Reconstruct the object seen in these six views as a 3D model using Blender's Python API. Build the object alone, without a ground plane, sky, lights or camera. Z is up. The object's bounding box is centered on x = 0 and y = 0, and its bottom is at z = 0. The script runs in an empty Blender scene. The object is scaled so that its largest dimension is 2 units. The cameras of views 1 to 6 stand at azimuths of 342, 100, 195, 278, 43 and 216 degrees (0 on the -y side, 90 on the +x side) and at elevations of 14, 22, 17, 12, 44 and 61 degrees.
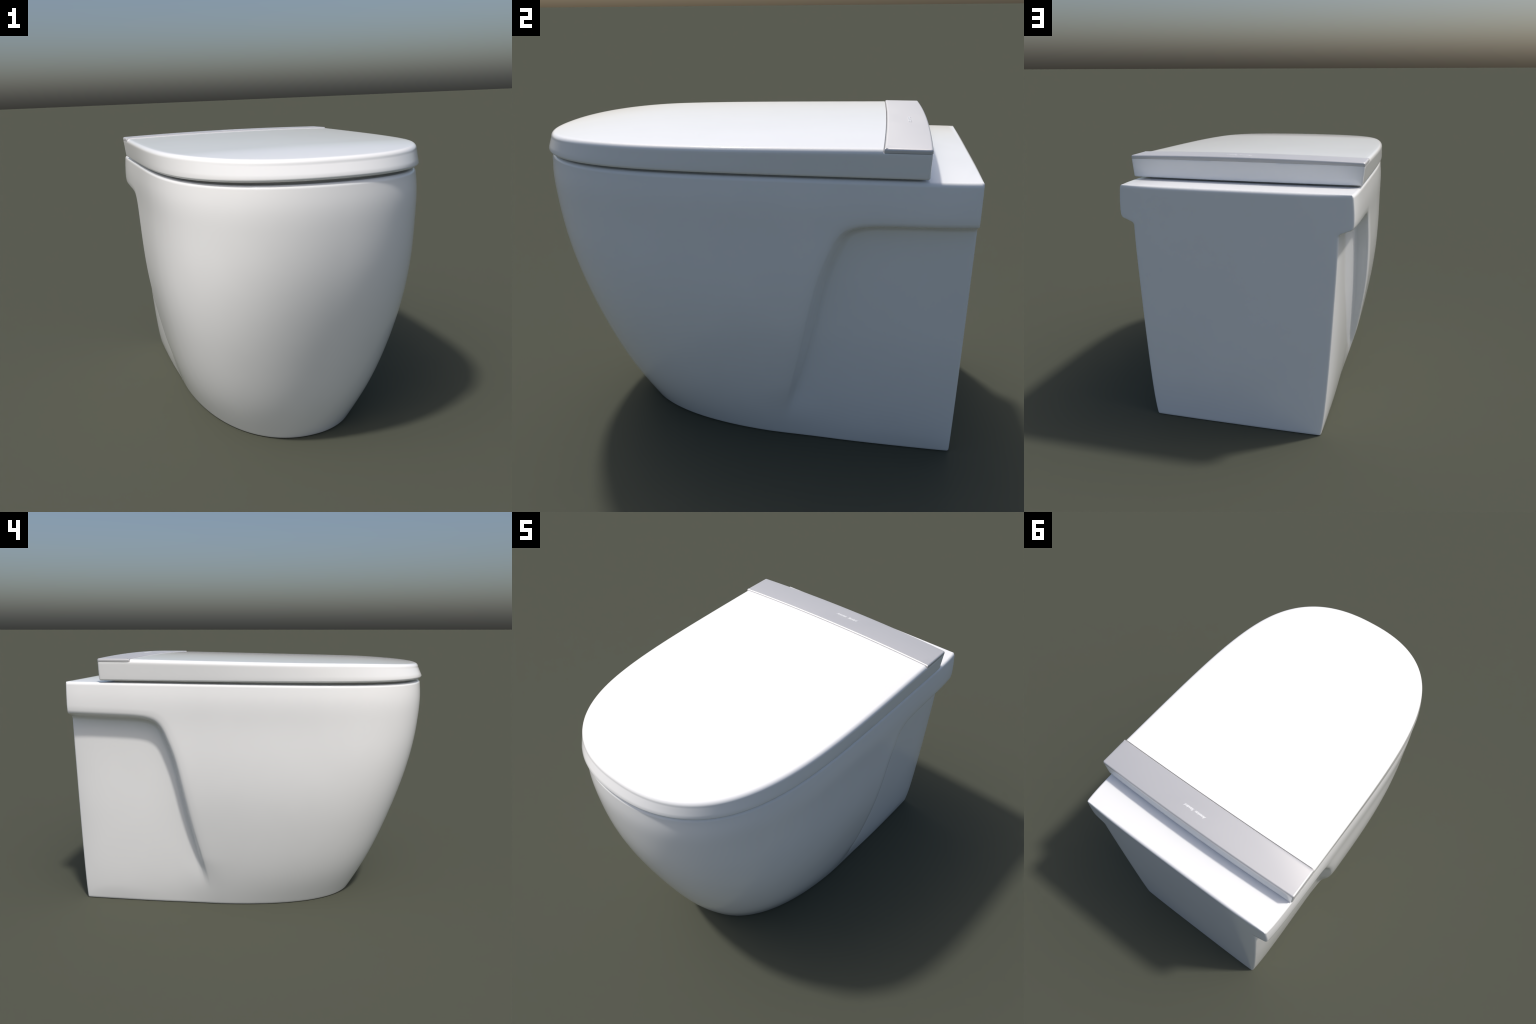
"""Floor-standing back-to-wall toilet: glazed ceramic body with a side recess,
closed lid with crowned top, satin hinge cover with raised lettering."""
import bpy, bmesh, math
import numpy as np
from mathutils import Vector

# ------------------------------------------------------------------ helpers
def spline(xk, yk, x):
    """Natural cubic spline through a few control points."""
    xk = np.asarray(xk, float); yk = np.asarray(yk, float)
    n = len(xk); h = np.diff(xk); A = np.eye(n); b = np.zeros(n)
    for i in range(1, n - 1):
        A[i, i-1] = h[i-1]; A[i, i] = 2*(h[i-1]+h[i]); A[i, i+1] = h[i]
        b[i] = 6*((yk[i+1]-yk[i])/h[i] - (yk[i]-yk[i-1])/h[i-1])
    M = np.linalg.solve(A, b)
    x = np.clip(x, xk[0], xk[-1])
    i = np.clip(np.searchsorted(xk, x) - 1, 0, n - 2)
    t0 = xk[i+1] - x; t1 = x - xk[i]
    return (M[i]*t0**3/(6*h[i]) + M[i+1]*t1**3/(6*h[i])
            + (yk[i]/h[i]-M[i]*h[i]/6)*t0 + (yk[i+1]/h[i]-M[i+1]*h[i]/6)*t1)

def ease(xk, yk, x):
    """Monotone cubic (no overshoot) through a few control points."""
    xk = np.asarray(xk, float); yk = np.asarray(yk, float)
    h = np.diff(xk); d = np.diff(yk)/h; m = np.zeros(len(xk))
    for i in range(1, len(xk) - 1):
        if d[i-1]*d[i] > 0:
            w1, w2 = 2*h[i] + h[i-1], h[i] + 2*h[i-1]
            m[i] = (w1 + w2)/(w1/d[i-1] + w2/d[i])
    x = np.clip(x, xk[0], xk[-1])
    i = np.clip(np.searchsorted(xk, x) - 1, 0, len(xk) - 2)
    t = (x - xk[i])/h[i]
    return ((1 + 2*t)*(1 - t)**2*yk[i] + t*(1 - t)**2*h[i]*m[i]
            + t*t*(3 - 2*t)*yk[i+1] + t*t*(t - 1)*h[i]*m[i+1])

def resample(P, n):
    """n+1 points at equal arc length along polyline P."""
    s = np.r_[0, np.cumsum(np.hypot(*np.diff(P, axis=0).T))]
    t = np.linspace(0, s[-1], n + 1)
    return np.stack([np.interp(t, s, P[:, 0]), np.interp(t, s, P[:, 1])], 1)

def mirror_loop(half):
    """Half outline from rear centre (x=0) to front tip (x=0) -> closed loop."""
    other = half[-2:0:-1].copy(); other[:, 0] *= -1
    return np.r_[half, other]

def inward(loop):
    """Unit inward normals of a closed loop in plan (loop convex, any winding)."""
    t = np.roll(loop, -1, 0) - np.roll(loop, 1, 0)
    t /= np.maximum(np.linalg.norm(t, axis=1, keepdims=True), 1e-9)
    n = np.stack([-t[:, 1], t[:, 0]], 1)
    c = loop.mean(0)
    if ((c - loop)*n).sum() < 0:
        n = -n
    return n

def loft(name, rings, close_first=True, close_last=True):
    """Mesh from a list of closed rings (N x 3) of equal length."""
    N = len(rings[0]); V = np.concatenate(rings); F = []
    for r in range(len(rings) - 1):
        a = r*N; b = a + N
        for i in range(N):
            j = (i + 1) % N
            F.append((a+i, a+j, b+j, b+i))
    me = bpy.data.meshes.new(name)
    me.from_pydata(V.tolist(), [], F)
    bm = bmesh.new(); bm.from_mesh(me)
    bm.verts.ensure_lookup_table()
    if close_first: bm.faces.new([bm.verts[i] for i in range(N)])
    if close_last:
        k = len(V) - N
        bm.faces.new([bm.verts[k+i] for i in range(N)])
    bmesh.ops.remove_doubles(bm, verts=bm.verts, dist=1e-5)
    bmesh.ops.dissolve_degenerate(bm, edges=bm.edges, dist=1e-6)
    bmesh.ops.recalc_face_normals(bm, faces=bm.faces)
    bm.to_mesh(me); bm.free()
    ob = bpy.data.objects.new(name, me)
    bpy.context.scene.collection.objects.link(ob)
    return ob

def smooth(ob, angle=35):
    me = ob.data
    me.polygons.foreach_set("use_smooth", [True]*len(me.polygons))
    for p in me.polygons:                                 # keep truly level faces flat
        if abs(p.normal.z) > .9999 and len(p.vertices) > 4:
            p.use_smooth = False
    me.set_sharp_from_angle(angle=math.radians(angle))

def spine_fill(loop, zfun, spine, steps):
    """Rings that shrink a loop onto a spine segment (x0,x1,y0,y1)."""
    x0, x1, y0, y1 = spine
    C = np.stack([np.clip(loop[:, 0], x0, x1), np.clip(loop[:, 1], y0, y1)], 1)
    out = []
    for t in steps:
        q = loop + (C - loop)*t
        out.append(np.c_[q, zfun(q[:, 0], q[:, 1])])
    return out

# ------------------------------------------------------------------ ceramic body
def rear_face(z):
    """Rear plane, all but upright."""
    return .9995 + .001*z

DECK = 1.340                      # height of the flat ceramic deck
ZK    = [0, .2, .45, .7, .95, 1.13, 1.25, 1.325]
FRONT = [-.6065, -.7153, -.8225, -.9095, -.9720, -.9950, -.9990, -.9935]   # front tip y(z)
WIDTH = [.4845, .5390, .5920, .6291, .6415, .6420, .6425, .6365]           # widest half-width(z)
SK    = [0, .12, .3, .7, 1.3]
WIDE_Y = [.78, .713, .658, .583, .610]   # y where the plan starts to close in to the front
POWER  = [3.48, 3.90, 4.40, 4.76, 5.11]  # how late the flank turns in
TIP = 2.15                               # roundness of the nose

# outer edge of the side recess, (y, z), from the rear ledge down to its tip
EDGE = [(1.10, 1.167), (.90, 1.165), (.72, 1.161), (.60, 1.157), (.535, 1.150), (.482, 1.132),
        (.445, 1.095), (.418, 1.040), (.392, .975), (.364, .885), (.340, .775), (.315, .65),
        (.290, .525), (.258, .385), (.230, .26), (.205, .12), (.18, -.15)]

def edge_curve():
    P = np.array(EDGE); s = np.r_[0, np.cumsum(np.hypot(*np.diff(P, axis=0).T))]
    t = np.linspace(0, s[-1], 260)
    return np.stack([spline(s, P[:, 0], t), spline(s, P[:, 1], t)], 1)

def recess_distance(y, z):
    """Signed distance to the recess edge, positive inside the recess."""
    C = edge_curve(); shp = y.shape; q = np.stack([y.ravel(), z.ravel()], 1)
    best = np.full(len(q), 9.0)
    for a, b in zip(C[:-1], C[1:]):
        d = b - a; t = np.clip(((q - a) @ d)/(d @ d), 0, 1)
        best = np.minimum(best, np.hypot(*(q - a - t[:, None]*d).T))
    ye = np.interp(q[:, 1], C[::-1, 1], C[::-1, 0])      # edge y at this height
    ztop = np.interp(q[:, 0], C[::-1, 0], C[::-1, 1])    # edge z at this depth
    inside = (q[:, 0] > ye) & (q[:, 1] < ztop)
    return np.where(inside, best, -best).reshape(shp)

PK_Z = [0, .06, .14, .25, .40, .63, .82, .99, 1.2]
PK_X = [.4825, .4915, .5005, .5095, .5195, .533, .543, .551, .556]

def pedestal(y, z):
    """Half-width of the plinth behind the bowl."""
    t = 1 - y
    swell = spline([0, .12, .3, .6, .9, 1.2], [.008, .014, .0195, .021, .015, .010], z)
    c2 = spline([0, .15, .35, 1.2], [-.040, -.014, 0, 0], z)
    c1 = spline([0, .3, .7, 1.2], [.000, -.006, -.007, -.003], z)
    return spline(PK_Z, PK_X, z) + swell*(1 - np.exp(-t/.09)) + c1*t + c2*t*t

def bowl_half(y, z):
    W = spline(ZK, WIDTH, z); Y0 = spline(SK, WIDE_Y, z)
    N = spline(SK, POWER, z); YF = spline(ZK, FRONT, z)
    t = np.clip((Y0 - y)/(Y0 - YF), 0, 1)
    taper = np.interp(z, [0, .6, 1.3], [.0, .010, .013])
    return W*(1 - t**N)**(1/TIP) - taper*np.exp(-(1 - y)/.09)

def side_half(y, z):
    """Half-width with the recess sunk into the bowl side."""
    B = bowl_half(y, z); P = pedestal(y, z)
    k = .006                                             # soft minimum
    h = np.clip(.5 + .5*(B - P)/k, 0, 1)
    low = B*(1 - h) + P*h - k*h*(1 - h)
    d = recess_distance(y, z)
    e = np.clip((y - .45)/.15, 0, 1)
    d = d*(1 + .32*e*e*(3 - 2*e))                         # tighter under the ledge
    # section across the recess wall: long soft roll-over, steep wall, short foot
    m = ease([-.055, -.022, 0, .019, .036, .058], [0, .022, .095, .50, .88, 1], d)
    m = np.clip(m, 0, 1)
    # near the floor the recess dies away into one wide, gentle blend
    f = np.clip((z - .09)/.24, 0, 1); f = f*f*(3 - 2*f)
    g = np.clip((y - .06)/.36, 0, 1); g = g*g*(3 - 2*g)
    m = m*f + g*(1 - f)
    return B + (low - B)*m

def build_body():
    z = np.r_[0.0, .004, np.linspace(.012, 1.07, 130), np.linspace(1.075, 1.195, 44)[0:],
              np.linspace(1.203, DECK - .019, 18)]
    r = .012
    ys = np.linspace(0, 1, 230)
    R = np.array([rear_face(v) for v in z])[:, None]
    Y = (R - r)*(1 - ys) + .12*ys; Z = np.repeat(z[:, None], len(ys), 1)
    X = side_half(Y, Z)
    rings = []
    for k, zz in enumerate(z):
        xe = X[k, 0]
        rear = np.stack([np.linspace(0, xe - r, 20)[:-1], np.full(19, R[k, 0])], 1)
        a = np.linspace(0, math.pi/2, 7)[:-1]
        corner = np.stack([xe - r + r*np.sin(a), R[k, 0] - r + r*np.cos(a)], 1)
        side = np.stack([X[k], Y[k]], 1)
        # front: superellipse from y=.12 round to the tip
        yf = float(spline(ZK, FRONT, np.array([zz]))[0])
        w = np.linspace(0, math.pi/2, 1600)
        yy = .12 + (yf - .12)*np.sin(w)
        front = np.stack([bowl_half(yy, np.full_like(yy, zz)), yy], 1)
        # keep the side displacement continuous where the two parts meet
        front[:, 0] += (X[k, -1] - front[0, 0])*np.exp(-((.12 - yy)/.05)**2)
        front[-1, 0] = 0
        front = resample(front, 130)[1:]
        loop = mirror_loop(np.r_[rear, corner, side, front])
        # the rear face is very slightly bowed in plan
        e = np.clip((loop[:, 1] - .90)/.10, 0, 1)
        loop[:, 1] -= .010*e*e*(np.abs(loop[:, 0])/.62)**4
        shrink = .002 if zz == 0 else 0
        if shrink: loop = loop + inward(loop)*shrink
        rings.append(np.c_[loop, np.full(len(loop), zz)])
    # rim: gentle bow, then a small rounded edge, then the flat deck
    base = rings[-1][:, :2]; nrm = inward(base)
    z0, Rt, xe = z[-1], R[-1, 0], X[-1, 0]
    rear_zone = base[:, 1] > Rt - r + 1e-6                # rear face and its two corners
    cx = np.sign(base[:, 0])*np.minimum(np.abs(base[:, 0]), xe - r)
    def rim(o, zz):
        q = base + nrm*o
        f = max(0.0, 1 - o/r)
        extra = max(0.0, o - r)
        corner = np.stack([cx + (base[:, 0] - cx)*f, Rt - r + (base[:, 1] - Rt + r)*f - extra], 1)
        corner[:, 0] = np.clip(corner[:, 0], -(xe - r - extra), xe - r - extra) if o >= r else corner[:, 0]
        q[rear_zone] = corner[rear_zone]
        return np.c_[q, np.full(len(q), zz)]
    for a in np.linspace(0, math.pi/2, 8)[1:]:
        rings.append(rim(.017*(1 - math.cos(a)), DECK - .019 + .019*math.sin(a)))
    for q in rings:                                       # the deck falls a little to the front
        k = np.clip((q[:, 2] - 1.0)/(DECK - 1.0), 0, 1)
        q[:, 2] -= .009*k*k*(1 - q[:, 1])/2
    return loft("ceramic_body", rings, close_first=True, close_last=True)

# ------------------------------------------------------------------ lid
LID_REAR = 0.789
HINGE_Y = 0.607

def plan_half(a, y0, yf, p, q, rear, r, nr=30, ns=240, taper=0.0, bow=0.0):
    """Half plan outline: flat rear, rounded corner, flank that turns into a round nose."""
    rear_part = np.stack([np.linspace(0, a - r, nr + 1)[:-1], np.full(nr, rear)], 1)
    c = np.linspace(0, math.pi/2, 6)[:-1]
    corner = np.stack([a - r + r*np.sin(c), rear - r + r*np.cos(c)], 1)
    yy = rear - r + (yf - rear + r)*np.sin(np.linspace(0, math.pi/2, 4000))
    t = np.clip((y0 - yy)/(y0 - yf), 0, 1)
    side = np.stack([a*(1 - t**q)**(1/p), yy], 1)
    side[-1] = (0, yf)
    P = np.r_[rear_part, corner, resample(side, ns)]
    back = np.clip(P[:, 1]/rear, 0, 1)
    P[:, 0] *= 1 - taper/a*back                           # narrower towards the hinge
    P[:, 1] += bow*(1 - (P[:, 0]/a)**2)*np.clip((P[:, 1] - .70)/(rear - .70), 0, 1)
    return P

def lid_top(x, y):
    y = np.minimum(y, .64)                                # level under the hinge cover
    return 1.4735 - .0178*(.6 - y) - .022*x*x - .08*np.maximum(0, -y - .52)**2

def seam_bow(x):
    return .009*max(0.0, 1 - (x/.65)**2)

def build_lid():
    bottom = mirror_loop(plan_half(.6435, .80, -1.001, 2.2, 5.9, LID_REAR, .010, taper=.003, bow=.013))
    top = mirror_loop(plan_half(.6495, 1.55, -.977, 2.3, 8.0, LID_REAR, .010, bow=.013))
    nb, nt = inward(bottom), inward(top)
    rt = .020
    rb = .0095 + .0025*(.79 - bottom[:, 1]); RB = rb[:, None]
    def under_z(x, y): return 1.3495 - .0028*(.79 - y)
    zb = under_z(bottom[:, 0], bottom[:, 1])
    rings = []
    under = bottom + nb*(RB + .02)
    rings += spine_fill(under, under_z, (0, 0, -.45, .35), (1, .5, 0))
    for a in np.linspace(0, math.pi/2, 6):
        rings.append(np.c_[bottom + nb*RB*(1 - math.sin(a)), zb + rb*(1 - math.cos(a))])
    ze = lid_top(top[:, 0], top[:, 1])
    for s in (.3, .6, .9):
        q = bottom + (top - bottom)*s
        rings.append(np.c_[q, (zb + rb)*(1 - s) + (ze - rt)*s])
    for a in np.linspace(0, math.pi/2, 8):
        q = top + nt*rt*(1 - math.cos(a))
        zq = lid_top(q[:, 0], q[:, 1])
        rings.append(np.c_[q, zq - rt*(1 - math.sin(a))])
    inner = rings[-1][:, :2]
    rings += spine_fill(inner, lid_top, (0, 0, -.45, .74), (.03, .08, .15, .25, .35, .45, .55, .65, .75, .85, .93, 1))
    lid = loft("lid", rings, close_first=False, close_last=False)
    # step at the rear that takes the hinge cover: two close cuts make its riser
    bm = bmesh.new(); bm.from_mesh(lid.data)
    for yc in (HINGE_Y, HINGE_Y + .0006):
        bmesh.ops.bisect_plane(bm, geom=bm.verts[:] + bm.edges[:] + bm.faces[:], dist=1e-6,
                               plane_co=(0, yc, 0), plane_no=(0, 1, 0))
    for v in bm.verts:
        if v.co.y > HINGE_Y + .0004:
            v.co.z = min(v.co.z, float(cover_base(v.co.x, v.co.y)) - .0008)
    for v in bm.verts:                                    # the seam bows back in the middle
        if v.co.z > 1.40:
            v.co.y += seam_bow(v.co.x)*math.exp(-((v.co.y - HINGE_Y)/.07)**2)
    bmesh.ops.recalc_face_normals(bm, faces=bm.faces)
    bm.to_mesh(lid.data); bm.free()
    return lid

def build_seat():
    """Seat ring closed under the lid, set back from the rim (a shadow gap shows)."""
    outer = mirror_loop(plan_half(.585, .80, -.930, 2.2, 5.5, .735, .04, ns=120))
    n = inward(outer); inner = outer + n*.19
    z0, z1 = DECK - .012, 1.3470
    def ring(o, zz): return np.c_[outer + n*o, np.full(len(outer), zz)]
    rings = [ring(.004, z0), ring(0, z0 + .003), ring(0, z1 - .003), ring(.003, z1),
             ring(.15, z1), ring(.155, z0 + .004), ring(.15, z0), ring(.004, z0)]
    return loft("seat", rings, False, False)

# ------------------------------------------------------------------ hinge cover and lettering
PROUD = .0

def cover_top(x, y):
    return 1.4785 - .023*x*x

def cover_base(x, y):
    return 1.4550 - .010*x*x

def build_cover():
    hx, y0, y1, r = .6505, HINGE_Y + .0035, LID_REAR + .001, .010
    a = np.linspace(0, math.pi/2, 6)
    xs = np.linspace(0, hx - r, 50)[:-1]
    half = np.r_[np.stack([xs, np.full(49, y1)], 1),
                 np.stack([hx - r + r*np.sin(a), y1 - r + r*np.cos(a)], 1),
                 np.stack([np.full(9, hx), np.linspace(y1 - r, y0 + .003, 11)[1:-1]], 1),
                 np.stack([hx - .003 + .003*np.cos(a), y0 + .003 - .003*np.sin(a)], 1),
                 np.stack([xs[::-1], np.full(49, y0)], 1)]
    w = np.clip((half[:, 1] - .70)/(y1 - .70), 0, 1)
    half[:, 1] += .013*(1 - (half[:, 0]/hx)**2)*w         # rear edge bows like the lid
    g = np.exp(-((half[:, 1] - y0)/.05)**2)
    half[:, 1] += g*np.array([seam_bow(x) for x in half[:, 0]])
    loop = mirror_loop(half); n = inward(loop)
    f = .0085
    def at(o, dz):
        q = loop + n*o
        return np.c_[q, cover_top(q[:, 0], q[:, 1]) + dz]
    def low(o, dz):
        q = loop + n*o
        return np.c_[q, cover_base(q[:, 0], q[:, 1]) + dz]
    rings = [low(.02, 0), low(.0015, 0), low(0, .0015), at(0, PROUD - f)]
    for t in np.linspace(0, math.pi/2, 8)[1:]:
        rings.append(at(f*(1 - math.cos(t)), PROUD - f*(1 - math.sin(t))))
    ob = loft("hinge_cover", rings, True, False)
    # crowned top: strips from the rear edge to the front edge, closed by two end pieces
    bm = bmesh.new(); bm.from_mesh(ob.data); bm.verts.ensure_lookup_table()
    top = [v for v in bm.verts if any(len(e.link_faces) == 1 for e in v.link_edges)]
    rows = {}
    for v in top:
        rows.setdefault(round(v.co.x, 4), []).append(v)
    xs = sorted(x for x, r in rows.items() if len(r) == 2 and abs(x) <= hx - .0101)
    pairs = [sorted(rows[x], key=lambda v: v.co.y) for x in xs]
    strips = []
    for lo, hi in pairs:
        line = [lo]
        for k in range(1, 8):
            y = lo.co.y + (hi.co.y - lo.co.y)*k/8
            line.append(bm.verts.new((lo.co.x, y, cover_top(lo.co.x, y))))
        strips.append(line + [hi])
    for a, b in zip(strips[:-1], strips[1:]):
        for k in range(8):
            bm.faces.new((a[k], b[k], b[k+1], a[k+1]))
    for line, sg in ((strips[0], -1), (strips[-1], 1)):
        rest = [v for v in top if sg*v.co.x > sg*line[0].co.x + 1e-5]
        rest.sort(key=lambda v: math.atan2(v.co.y - .70, sg*(v.co.x - line[0].co.x)))
        bm.faces.new(rest + line[::-1])
    bmesh.ops.recalc_face_normals(bm, faces=bm.faces)
    bm.to_mesh(ob.data); bm.free()
    return ob

def build_lettering():
    cu = bpy.data.curves.new("lettering", 'FONT')
    cu.body = "American   Standard"
    cu.size = .0225; cu.shear = .5; cu.extrude = .0006; cu.offset = .0002
    cu.align_x = 'CENTER'; cu.align_y = 'CENTER'; cu.space_character = .88
    cu.resolution_u = 4
    tmp = bpy.data.objects.new("lettering_curve", cu)
    bpy.context.scene.collection.objects.link(tmp)
    dg = bpy.context.evaluated_depsgraph_get(); dg.update()
    me = bpy.data.meshes.new_from_object(tmp.evaluated_get(dg))
    me.name = "lettering"
    bpy.data.objects.remove(tmp, do_unlink=True)
    ob = bpy.data.objects.new("lettering", me)
    bpy.context.scene.collection.objects.link(ob)
    co = np.array([v.co for v in me.vertices])
    co[:, 0] *= .146/np.ptp(co[:, 0])
    for v, c in zip(me.vertices, co):
        x = c[0] + .040; y = c[1] + .7215
        v.co = (x, y, float(cover_top(x, y)) + PROUD + .0003 + c[2])
    return ob

# ------------------------------------------------------------------ materials
def material(name, colour, rough, metallic=0.0, grain=.01, coat=0.0, spec=.5):
    m = bpy.data.materials.new(name); m.use_nodes = True
    nt = m.node_tree; b = nt.nodes["Principled BSDF"]
    tc = nt.nodes.new("ShaderNodeTexCoord")
    nz = nt.nodes.new("ShaderNodeTexNoise")
    nz.inputs["Scale"].default_value = 3.0; nz.inputs["Detail"].default_value = 2.0
    nt.links.new(tc.outputs["Object"], nz.inputs["Vector"])
    rp = nt.nodes.new("ShaderNodeValToRGB")
    lo = [c*(1 - grain) for c in colour] + [1]; hi = [min(1, c*(1 + grain)) for c in colour] + [1]
    rp.color_ramp.elements[0].position = .3; rp.color_ramp.elements[0].color = lo
    rp.color_ramp.elements[1].position = .7; rp.color_ramp.elements[1].color = hi
    nt.links.new(nz.outputs["Fac"], rp.inputs["Fac"])
    nt.links.new(rp.outputs["Color"], b.inputs["Base Color"])
    b.inputs["Roughness"].default_value = rough
    b.inputs["Metallic"].default_value = metallic
    b.inputs["Coat Weight"].default_value = coat
    b.inputs["Specular IOR Level"].default_value = spec
    return m

glaze = material("white_glazed_ceramic", (.975, .975, .97), .08)
plastic = material("white_gloss_plastic", (.975, .975, .97), .08)
satin = material("satin_metal", (.70, .69, .69), .44, metallic=.42)
ink = material("pale_lettering", (1.0, 1.0, 1.0), .45, metallic=.10)

# ------------------------------------------------------------------ assemble
root = bpy.data.objects.new("toilet", None)
bpy.context.scene.collection.objects.link(root)
root["label"] = "white back-to-wall toilet with closed lid and grey hinge cover"
root["category"] = "toilet"

body = build_body(); smooth(body, 40); body.data.materials.append(glaze)
lid = build_lid(); smooth(lid, 50); lid.data.materials.clear(); lid.data.materials.append(plastic)
seat = build_seat(); smooth(seat, 40); seat.data.materials.append(plastic)
cover = build_cover(); smooth(cover, 40); cover.data.materials.append(satin)
letters = build_lettering(); letters.data.materials.clear(); letters.data.materials.append(ink)

for ob in (body, lid, seat):
    ob.parent = root
cover.parent = lid
letters.parent = cover
